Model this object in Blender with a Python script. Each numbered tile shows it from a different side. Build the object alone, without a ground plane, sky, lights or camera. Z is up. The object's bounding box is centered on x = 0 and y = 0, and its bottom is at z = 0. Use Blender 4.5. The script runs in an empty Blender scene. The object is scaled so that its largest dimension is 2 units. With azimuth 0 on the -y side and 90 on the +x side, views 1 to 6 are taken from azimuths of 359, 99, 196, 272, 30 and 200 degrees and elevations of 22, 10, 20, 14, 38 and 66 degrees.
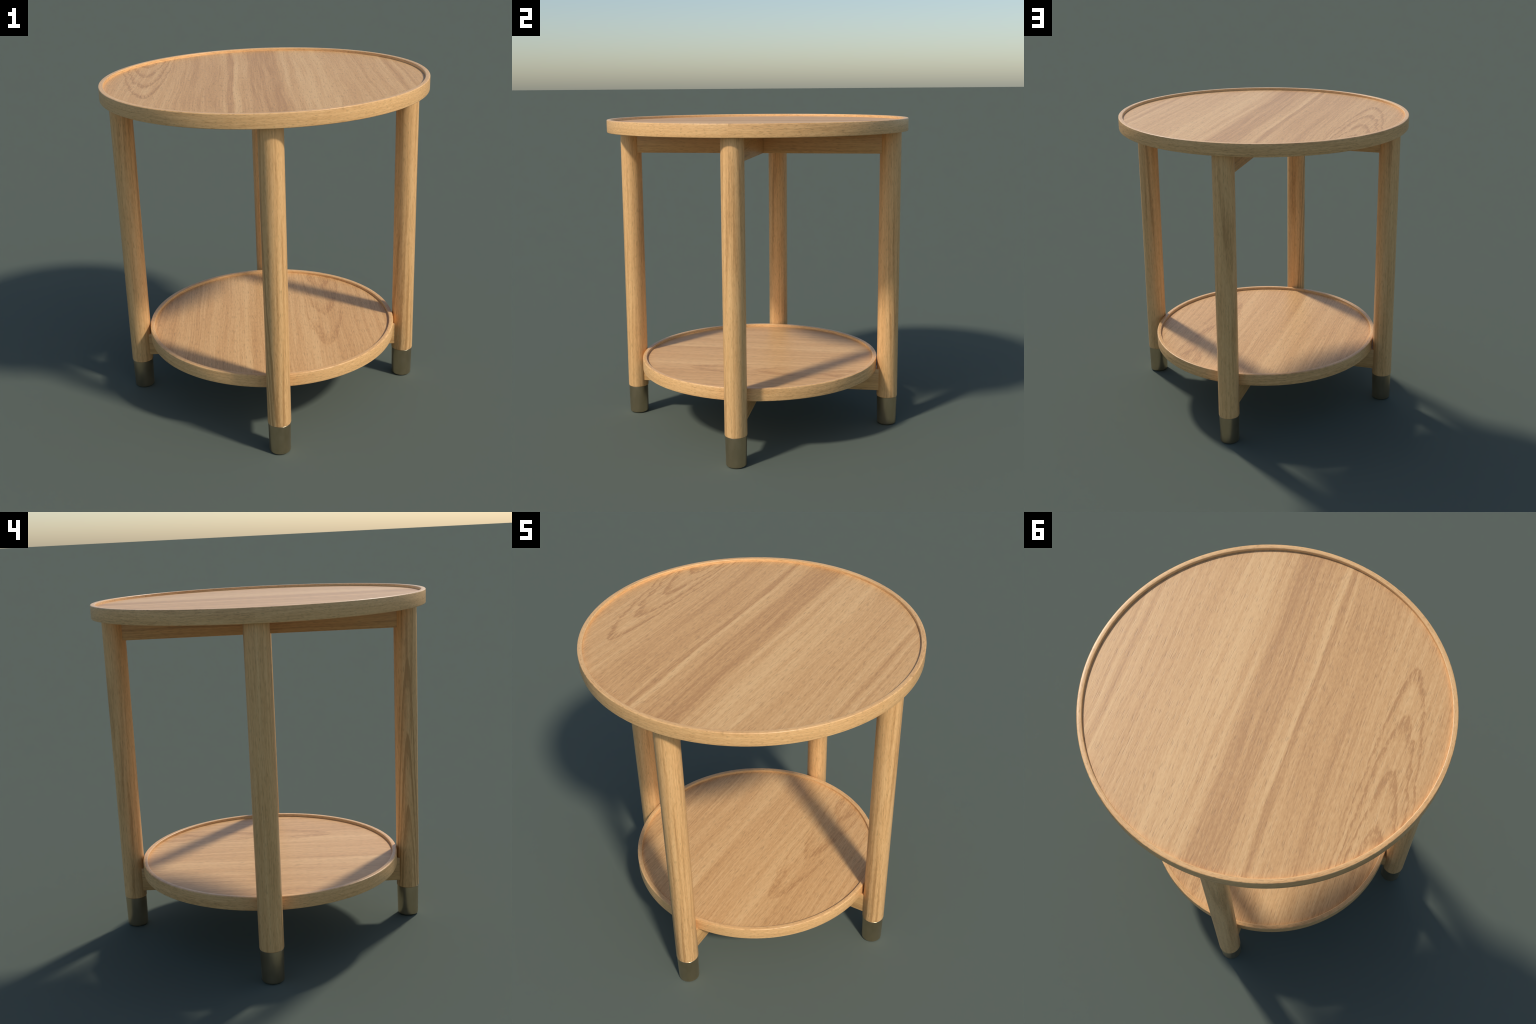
"""Round two-tier oak side table: lipped round top, lipped lower shelf, four
turned legs with bronze ferrules, crossed rails under both tiers."""
import bpy, bmesh, math
from mathutils import Vector

# ------------------------------------------------------------------ sizes (m)
TOP_R, TOP_LIP, TOP_Z0, TOP_Z1, TOP_PANEL = 0.9555, 0.0268, 1.9215, 2.000, 1.9833
SHELF_R, SHELF_LIP, SHELF_Z0, SHELF_Z1, SHELF_PANEL = 0.7762, 0.0268, 0.3695, 0.4475, 0.4310
LEG_AXIS, LEG_R = 0.8475, 0.0673
LEG_Z0, LEG_Z1 = 0.187, 1.924
FERRULE_TOP_R, FERRULE_BOTTOM_R = 0.0648, 0.0617
RAIL_W, RAIL_H = 0.082, 0.1443
UP_RAIL_Z0, LOW_RAIL_Z0 = 1.7775, 0.2292


# ------------------------------------------------------------------ node kit
class Nodes:
    def __init__(self, name):
        self.mat = bpy.data.materials.new(name)
        self.mat.use_nodes = True
        self.t = self.mat.node_tree
        self.t.nodes.clear()
        self.out = self.t.nodes.new("ShaderNodeOutputMaterial")
        self.bsdf = self.t.nodes.new("ShaderNodeBsdfPrincipled")
        self.t.links.new(self.bsdf.outputs[0], self.out.inputs[0])

    def set(self, sock, v):
        if isinstance(v, bpy.types.NodeSocket):
            self.t.links.new(v, sock)
        else:
            sock.default_value = v

    def math(self, op, a, b=None, c=None, clamp=False):
        n = self.t.nodes.new("ShaderNodeMath")
        n.operation = op
        n.use_clamp = clamp
        for i, v in enumerate((a, b, c)):
            if v is not None:
                self.set(n.inputs[i], v)
        return n.outputs[0]

    def xyz(self, v):
        n = self.t.nodes.new("ShaderNodeSeparateXYZ")
        self.set(n.inputs[0], v)
        return n.outputs

    def vec(self, x, y, z):
        n = self.t.nodes.new("ShaderNodeCombineXYZ")
        for i, v in enumerate((x, y, z)):
            self.set(n.inputs[i], v)
        return n.outputs[0]

    def obj(self):
        return self.t.nodes.new("ShaderNodeTexCoord").outputs["Object"]

    def rnd(self):
        return self.t.nodes.new("ShaderNodeObjectInfo").outputs["Random"]

    def noise(self, v, scale=1.0, detail=2.0, rough=0.5, dist=0.0):
        n = self.t.nodes.new("ShaderNodeTexNoise")
        self.set(n.inputs["Vector"], v)
        n.inputs["Scale"].default_value = scale
        n.inputs["Detail"].default_value = detail
        n.inputs["Roughness"].default_value = rough
        n.inputs["Distortion"].default_value = dist
        return n.outputs["Fac"]

    def span(self, v, a, b, c=0.0, d=1.0, smooth=False):
        n = self.t.nodes.new("ShaderNodeMapRange")
        n.interpolation_type = 'SMOOTHSTEP' if smooth else 'LINEAR'
        self.set(n.inputs[0], v)
        for i, x in enumerate((a, b, c, d)):
            self.set(n.inputs[i + 1], x)
        return n.outputs[0]

    def ramp(self, v, stops):
        n = self.t.nodes.new("ShaderNodeValToRGB")
        self.set(n.inputs[0], v)
        e = n.color_ramp.elements
        while len(e) < len(stops):
            e.new(0.5)
        for el, (p, c) in zip(e, stops):
            el.position = p
            el.color = (c, c, c, 1) if not isinstance(c, tuple) else (*c, 1)
        return n.outputs[0]

    def mix(self, fac, a, b, mode='MIX'):
        n = self.t.nodes.new("ShaderNodeMix")
        n.data_type = 'RGBA'
        n.blend_type = mode
        self.set(n.inputs[0], fac)
        for i, v in ((6, a), (7, b)):
            self.set(n.inputs[i], (*v, 1) if isinstance(v, tuple) else v)
        return n.outputs[2]

    def bump(self, h, strength, dist):
        n = self.t.nodes.new("ShaderNodeBump")
        n.inputs["Strength"].default_value = strength
        n.inputs["Distance"].default_value = dist
        self.set(n.inputs["Height"], h)
        self.t.links.new(n.outputs[0], self.bsdf.inputs["Normal"])

    def finish(self, color, rough, **kw):
        self.set(self.bsdf.inputs["Base Color"], color)
        self.set(self.bsdf.inputs["Roughness"], rough)
        for k, v in kw.items():
            self.set(self.bsdf.inputs[k], v)
        return self.mat


# oak tones (linear)
PALE, MID, BROWN, PORE = (0.82, 0.495, 0.215), (0.70, 0.385, 0.152), (0.545, 0.275, 0.102), (0.36, 0.185, 0.07)
G_PALE, G_MID, G_BROWN, G_PORE = (0.91, 0.545, 0.235), (0.80, 0.447, 0.178), (0.575, 0.30, 0.110), (0.33, 0.175, 0.06)
R_PALE, R_MID, R_BROWN, R_PORE = (0.78, 0.465, 0.185), (0.67, 0.37, 0.140), (0.50, 0.26, 0.090), (0.30, 0.155, 0.055)


def oak_color(k, tone, pores, tones):
    """tone 0 dark .. 1 pale; pores 0..1 darkening"""
    pale, mid, brown, pore = tones
    c = k.ramp(tone, [(0.0, brown), (0.5, mid), (1.0, pale)])
    return k.mix(pores, c, pore)


def pore_mask(k, across, along, third, sa, sl, lo, hi, seed):
    p = k.vec(k.math('MULTIPLY', across, sa), k.math('MULTIPLY', along, sl), k.math('ADD', third, seed))
    return k.span(k.noise(p, 1.0, 1.5, 0.55), lo, hi)


def panel_material(name, half, bands, figure, fine, long, speckle, streak):
    """Veneered disc, grain along y. bands: [(x, tone)], figure: list of
    (x centre, lean, first apex, arch steepness, spacing, half width, strength)."""
    k = Nodes(name)
    x, y, z = k.xyz(k.obj())
    drift = k.noise(k.vec(k.math('MULTIPLY', x, 2.2), k.math('MULTIPLY', y, 0.75), 3.1), 1.0, 2.0)
    xw = k.math('ADD', x, k.span(drift, 0.2, 0.8, -0.03, 0.03))
    wob = k.noise(k.vec(k.math('MULTIPLY', x, 8.0), k.math('MULTIPLY', y, 2.2), 7.7), 1.0, 2.0)
    xw = k.math('ADD', xw, k.span(wob, 0.2, 0.8, -0.003, 0.003))
    tone = k.ramp(k.span(xw, -half, half), [((p + half) / (2 * half), t) for p, t in bands])
    # straight grain streaks, coarse and fine
    s1 = k.noise(k.vec(k.math('MULTIPLY', xw, 32.0), k.math('MULTIPLY', y, 0.55), 1.3), 1.0, 3.0, 0.62)
    s2 = k.noise(k.vec(k.math('MULTIPLY', xw, 120.0), k.math('MULTIPLY', y, long), 5.3), 1.0, 3.0, 0.65)
    mott = k.noise(k.vec(k.math('MULTIPLY', x, 120.0), k.math('MULTIPLY', y, 30.0), 2.0), 1.0, 2.0, 0.6)
    tone = k.math('ADD', tone, k.span(s1, 0.25, 0.75, -streak, streak))
    tone = k.math('ADD', tone, k.span(s2, 0.25, 0.75, -0.26 * fine, 0.26 * fine))
    tone = k.math('ADD', tone, k.span(mott, 0.25, 0.75, -0.22 * speckle, 0.22 * speckle))
    # cathedral figure: nested arches opening along the grain
    dark = None
    wig = k.noise(k.vec(k.math('MULTIPLY', x, 11.0), k.math('MULTIPLY', y, 4.0), 11.0), 1.0, 3.0, 0.6)
    for xc, lean, apex, steep, gap, wide, amt in figure:
        dx = k.math('SUBTRACT', k.math('SUBTRACT', x, xc), k.math('MULTIPLY', y, lean))
        dx = k.math('ADD', dx, k.span(wig, 0.2, 0.8, -0.022, 0.022))
        sgn = 1.0 if steep > 0 else -1.0
        f = k.math('SUBTRACT', y, k.math('MULTIPLY', k.math('MULTIPLY', dx, dx), steep))
        f = k.math('ADD', k.math('DIVIDE', k.math('SUBTRACT', f, apex), gap * sgn),
                   k.span(wig, 0.2, 0.8, -0.18, 0.18))
        ring = k.math('FRACT', f)
        line = k.math('MULTIPLY', k.span(ring, 0.0, 0.10, 0.0, 1.0, True), k.span(ring, 0.16, 0.6, 1.0, 0.0, True))
        inside = k.math('MULTIPLY', k.span(k.math('ABSOLUTE', dx), wide * 0.6, wide, 1.0, 0.0, True),
                        k.span(f, -0.1, 0.05, 0.0, 1.0, True))
        brk = k.span(k.noise(k.vec(k.math('MULTIPLY', x, 90.0), k.math('MULTIPLY', y, 18.0), 4.0), 1.0, 3.0, 0.7),
                     0.38, 0.60, 0.12, 1.0)
        m = k.math('MULTIPLY', k.math('MULTIPLY', k.math('MULTIPLY', line, inside), brk), amt)
        dark = m if dark is None else k.math('MAXIMUM', dark, m)
    if dark is not None:
        tone = k.math('SUBTRACT', tone, dark)
    tone = k.math('MINIMUM', k.math('MAXIMUM', tone, 0.0), 1.0)
    pores = k.math('MULTIPLY', pore_mask(k, xw, y, 0.0, 150.0, 15.0, 0.57, 0.71, 9.0), 0.42 * speckle)
    col = oak_color(k, tone, pores, (PALE, MID, BROWN, PORE))
    k.bump(k.math('SUBTRACT', k.math('MULTIPLY', s2, 0.5), pores), 0.25, 0.002)
    return k.finish(col, k.span(mott, 0.2, 0.8, 0.40, 0.52))


def rim_material(name, radius, seed):
    """Bent lipping in two halves (joints on the x axis), grain round the edge."""
    k = Nodes(name)
    x, y, z = k.xyz(k.obj())
    ang = k.math('MULTIPLY', k.math('ARCTAN2', y, x), radius)
    half = k.math('MULTIPLY', k.math('GREATER_THAN', y, 0.0), 3.7)
    rad = k.math('SQRT', k.math('ADD', k.math('MULTIPLY', x, x), k.math('MULTIPLY', y, y)))
    s = k.math('ADD', half, seed)
    sway = k.span(k.noise(k.vec(k.math('MULTIPLY', ang, 2.5), k.math('MULTIPLY', z, 8.0), s), 1.0, 2.0), 0.2, 0.8, -0.008, 0.008)
    za = k.math('ADD', k.math('ADD', z, rad), sway)
    s1 = k.noise(k.vec(k.math('MULTIPLY', za, 85.0), k.math('MULTIPLY', ang, 2.2), s), 1.0, 3.0, 0.65)
    s2 = k.noise(k.vec(k.math('MULTIPLY', za, 210.0), k.math('MULTIPLY', ang, 26.0), s), 1.0, 2.5, 0.65)
    tone = k.math('ADD', k.span(s1, 0.28, 0.72, 0.30, 0.96), k.span(s2, 0.25, 0.75, -0.36, 0.36))
    tone = k.math('SUBTRACT', tone, k.math('MULTIPLY', k.math('GREATER_THAN', y, 0.0), 0.10))
    tone = k.math('MINIMUM', k.math('MAXIMUM', tone, 0.0), 1.0)
    pores = k.math('MULTIPLY', pore_mask(k, za, ang, s, 230.0, 42.0, 0.57, 0.70, 2.0), 0.40)
    col = oak_color(k, tone, pores, (G_PALE, G_MID, G_BROWN, G_PORE))
    k.bump(pores, -0.2, 0.002)
    return k.finish(col, 0.36)


def stick_material(name, axis, tones=(G_PALE, G_MID, G_BROWN, G_PORE), flame=None):
    """Solid timber, grain along one axis: streaks plus slanting growth rings
    that break out as flames, different for each piece."""
    k = Nodes(name)
    c = list(k.xyz(k.obj()))
    along = c.pop(axis)
    a, b = c
    r = k.math('MULTIPLY', k.rnd(), 23.0)
    l = k.math('ADD', along, r)
    wa = k.span(k.noise(k.vec(k.math('MULTIPLY', a, 6.0), k.math('MULTIPLY', b, 6.0), k.math('MULTIPLY', l, 1.6)), 1.0, 2.0), 0.2, 0.8, -0.007, 0.007)
    aw, bw = k.math('ADD', a, wa), k.math('SUBTRACT', b, wa)
    s1 = k.noise(k.vec(k.math('MULTIPLY', aw, 85.0), k.math('MULTIPLY', bw, 85.0), k.math('MULTIPLY', l, 1.5)), 1.0, 3.0, 0.65)
    s2 = k.noise(k.vec(k.math('MULTIPLY', aw, 200.0), k.math('MULTIPLY', bw, 200.0), k.math('MULTIPLY', l, 22.0)), 1.0, 2.5, 0.65)
    # growth rings about a pith lying outside the piece, slightly out of line
    ca = k.math('SUBTRACT', aw, k.math('ADD', k.math('MULTIPLY', k.math('SINE', r), 0.16), k.math('MULTIPLY', along, 0.035)))
    cb = k.math('SUBTRACT', bw, k.math('ADD', k.math('MULTIPLY', k.math('COSINE', r), 0.16), k.math('MULTIPLY', along, -0.02)))
    rr = k.math('SQRT', k.math('ADD', k.math('MULTIPLY', ca, ca), k.math('MULTIPLY', cb, cb)))
    ring = k.math('FRACT', k.math('MULTIPLY', rr, 30.0))
    line = k.math('MULTIPLY', k.span(ring, 0.0, 0.18, 0.0, 1.0, True), k.span(ring, 0.22, 0.75, 1.0, 0.0, True))
    gate = k.span(k.noise(k.vec(k.math('MULTIPLY', a, 9.0), k.math('MULTIPLY', b, 9.0), k.math('MULTIPLY', l, 1.1)), 1.0, 1.0), 0.45, 0.65)
    dark = k.math('MULTIPLY', k.math('MULTIPLY', line, gate), 0.55)
    if flame:
        # tall pointed arches on one face: (height of the point, steepness, gap, strength)
        apex, steep, gap, amt = flame
        f = k.math('SUBTRACT', k.math('SUBTRACT', apex, along), k.math('MULTIPLY', k.math('MULTIPLY', bw, bw), steep))
        f = k.math('DIVIDE', f, gap)
        arch = k.math('FRACT', f)
        arch = k.math('MULTIPLY', k.span(arch, 0.0, 0.10, 0.0, 1.0, True), k.span(arch, 0.12, 0.7, 1.0, 0.0, True))
        arch = k.math('MULTIPLY', arch, k.math('MULTIPLY', k.span(a, 0.005, -0.015), k.span(f, -0.02, 0.03)))
        arch = k.math('MULTIPLY', arch, k.span(f, 2.0, 3.2, 1.0, 0.0))
        dark = k.math('MAXIMUM', dark, k.math('MULTIPLY', arch, amt))
    tone = k.math('ADD', k.span(s1, 0.28, 0.72, 0.28, 1.0), k.span(s2, 0.25, 0.75, -0.30, 0.30))
    tone = k.math('SUBTRACT', tone, dark)
    tone = k.math('MINIMUM', k.math('MAXIMUM', tone, 0.0), 1.0)
    p = k.vec(k.math('MULTIPLY', aw, 210.0), k.math('MULTIPLY', bw, 210.0), k.math('MULTIPLY', l, 24.0))
    pores = k.math('MULTIPLY', k.span(k.noise(p, 1.0, 1.5, 0.55), 0.58, 0.70), 0.36)
    col = oak_color(k, tone, pores, tones)
    k.bump(pores, -0.2, 0.002)
    return k.finish(col, 0.36)


def bronze_material():
    k = Nodes("brushed_bronze")
    p = k.obj()
    x, y, z = k.xyz(p)
    smear = k.noise(k.vec(k.math('MULTIPLY', x, 30.0), k.math('MULTIPLY', y, 30.0), k.math('MULTIPLY', z, 14.0)), 1.0, 3.0, 0.6)
    speck = k.span(k.noise(p, 160.0, 2.0, 0.5), 0.66, 0.74)
    col = k.mix(k.span(smear, 0.3, 0.7), (0.60, 0.46, 0.295), (0.65, 0.505, 0.335))
    col = k.mix(k.math('MULTIPLY', speck, 0.3), col, (0.30, 0.22, 0.13))
    return k.finish(col, k.span(smear, 0.3, 0.7, 0.30, 0.36), Metallic=1.0)


# ------------------------------------------------------------------ mesh kit
def arc(cx, cz, r, a0, a1, n=4):
    return [(cx + r * math.cos(math.radians(a0 + (a1 - a0) * i / n)),
             cz + r * math.sin(math.radians(a0 + (a1 - a0) * i / n))) for i in range(n + 1)]


def link(name, mesh, parent, mat, loc=(0, 0, 0)):
    ob = bpy.data.objects.new(name, mesh)
    bpy.context.collection.objects.link(ob)
    ob.location = loc
    ob.parent = parent
    if not mesh.materials:
        mesh.materials.append(mat)
    return ob


def smooth(bm, name, angle=35.0):
    bmesh.ops.recalc_face_normals(bm, faces=bm.faces)
    for e in bm.edges:
        e.smooth = not (len(e.link_faces) == 2 and e.calc_face_angle(0.0) > math.radians(angle))
    for f in bm.faces:
        f.smooth = True
    me = bpy.data.meshes.new(name)
    bm.to_mesh(me)
    bm.free()
    return me


def lathe(name, profile, seg, closed=False, cap=False):
    """Turn an (r, z) profile about z. closed: profile is a loop; cap: fill ends."""
    bm = bmesh.new()
    rings = [[bm.verts.new((r * math.cos(2 * math.pi * i / seg), r * math.sin(2 * math.pi * i / seg), z))
              for i in range(seg)] for r, z in profile]
    n = len(rings)
    for j in range(n if closed else n - 1):
        a, b = rings[j], rings[(j + 1) % n]
        for i in range(seg):
            bm.faces.new((a[i], a[(i + 1) % seg], b[(i + 1) % seg], b[i]))
    if cap:
        bm.faces.new(rings[0][::-1])
        bm.faces.new(rings[-1])
    return smooth(bm, name)


def bar(name, size, bevel=0.003):
    bm = bmesh.new()
    bmesh.ops.create_cube(bm, size=1.0)
    for v in bm.verts:
        v.co = Vector((v.co.x * size[0], v.co.y * size[1], v.co.z * size[2]))
    bmesh.ops.bevel(bm, geom=list(bm.edges), offset=bevel, segments=2, profile=0.5, affect='EDGES')
    return smooth(bm, name, 50.0)


def lip_profile(outer, lip, z0, z1):
    e = 0.0045
    i = outer - lip
    return (arc(outer - e, z0 + e, e, -90, 0) + arc(outer - e, z1 - e, e, 0, 90)
            + arc(i + e, z1 - e, e, 90, 180) + arc(i + e, z0 + e, e, 180, 270))


def tier(name, root, radius, lip, z0, z1, panel_z, rim_mat, panel_mat):
    """A lipped round board: surface panel set down inside a bent rim."""
    board = link(name, lathe(name + "_panel", [(radius - lip + 0.003, z0 + 0.0005), (radius - lip + 0.003, panel_z)],
                             192, cap=True), root, panel_mat)
    link("rim", lathe(name + "_rim", lip_profile(radius, lip, z0, z1), 192, closed=True), board, rim_mat)
    return board


# ------------------------------------------------------------------ build
root = bpy.data.objects.new("side_table", None)
bpy.context.collection.objects.link(root)
root["label"] = "round two-tier pale oak side table with bronze feet"
root["category"] = "side table"

top_bands = [(-0.95, 0.55), (-0.62, 0.66), (-0.50, 0.50), (-0.42, 0.40), (-0.34, 0.52), (-0.27, 0.42),
             (-0.222, 0.48), (-0.200, 0.18), (-0.184, 0.18), (-0.176, 0.80), (-0.14, 0.64), (-0.095, 0.62),
             (-0.080, 0.24), (0.02, 0.34), (0.06, 0.22), (0.10, 0.36), (0.135, 0.78), (0.17, 0.62),
             (0.22, 0.84), (0.36, 0.80), (0.44, 0.60), (0.60, 0.56), (0.70, 0.62), (0.735, 0.86), (0.752, 0.36),
             (0.80, 0.86), (0.815, 0.34), (0.86, 0.70), (0.95, 0.55)]
shelf_bands = [(-0.78, 0.55), (-0.62, 0.45), (-0.57, 0.72), (-0.5, 0.50), (-0.36, 0.72), (-0.30, 0.60), (-0.16, 0.82),
               (-0.10, 0.55), (0.0, 0.70), (0.12, 0.62), (0.22, 0.82), (0.30, 0.72), (0.42, 0.50), (0.55, 0.56),
               (0.66, 0.68), (0.78, 0.60)]
top_panel = panel_material("oak_top_veneer", 0.95, top_bands,
                           [(-0.695, -0.045, -0.46, 40.0, 0.30, 0.26, 0.85), (0.20, 0.02, -0.90, -26.0, 0.38, 0.13, 0.34)], 1.05, 2.8, 1.1, 0.28)
shelf_panel = panel_material("oak_shelf_veneer", 0.78, shelf_bands,
                             [(0.345, 0.03, -0.42, 32.0, 0.41, 0.15, 0.55)], 1.35, 1.5, 1.05, 0.22)

table_top = tier("table_top", root, TOP_R, TOP_LIP, TOP_Z0, TOP_Z1, TOP_PANEL,
                 rim_material("oak_top_rim", TOP_R, 1.0), top_panel)
shelf = tier("shelf", root, SHELF_R, SHELF_LIP, SHELF_Z0, SHELF_Z1, SHELF_PANEL,
             rim_material("oak_shelf_rim", SHELF_R, 8.0), shelf_panel)

leg_mat, rail_x_mat, rail_y_mat = stick_material("oak_leg", 2), stick_material("oak_rail", 0, tones=(R_PALE, R_MID, R_BROWN, R_PORE)), stick_material("oak_cross_rail", 1, tones=(R_PALE, R_MID, R_BROWN, R_PORE))
bronze = bronze_material()
figured_leg_mat = stick_material("oak_figured_leg", 2, flame=(1.62, 300.0, 0.44, 0.85))
c = 0.004
leg_mesh = lathe("leg", [(0.058, LEG_Z0)] + [(LEG_R - c, LEG_Z0), (LEG_R - c * 0.3, LEG_Z0 + c * 0.5), (LEG_R, LEG_Z0 + c * 1.6), (LEG_R, LEG_Z1)],
                 64, cap=True)
ferrule_mesh = lathe("ferrule", arc(FERRULE_BOTTOM_R - 0.011, 0.011, 0.011, -90, 0, 4)
                     + [(FERRULE_TOP_R, LEG_Z0 - 0.0008), (FERRULE_TOP_R - 0.0005, LEG_Z0 - 0.0003), (0.05, LEG_Z0 + 0.001)],
                     64, cap=True)
for dx, dy in ((1, 0), (0, 1), (-1, 0), (0, -1)):
    leg = link("leg", leg_mesh, root, leg_mat, (dx * LEG_AXIS, dy * LEG_AXIS, 0))
    if dy < 0:  # this leg shows a flame on its left face
        leg.data = leg_mesh.copy()
        leg.data.materials[0] = figured_leg_mat
    link("ferrule", ferrule_mesh, leg, bronze)

reach = LEG_AXIS - 0.02
long_bar = bar("rail", (RAIL_W, 2 * reach, RAIL_H))
short_bar = bar("half_rail", (reach - RAIL_W / 2, RAIL_W, RAIL_H))
for z0 in (UP_RAIL_Z0, LOW_RAIL_Z0):
    zc = z0 + RAIL_H / 2 + 0.0005
    link("rail", long_bar, root, rail_y_mat, (0, 0, zc))
    for s in (1, -1):
        link("rail", short_bar, root, rail_x_mat, (s * (reach + RAIL_W / 2) / 2, 0, zc))
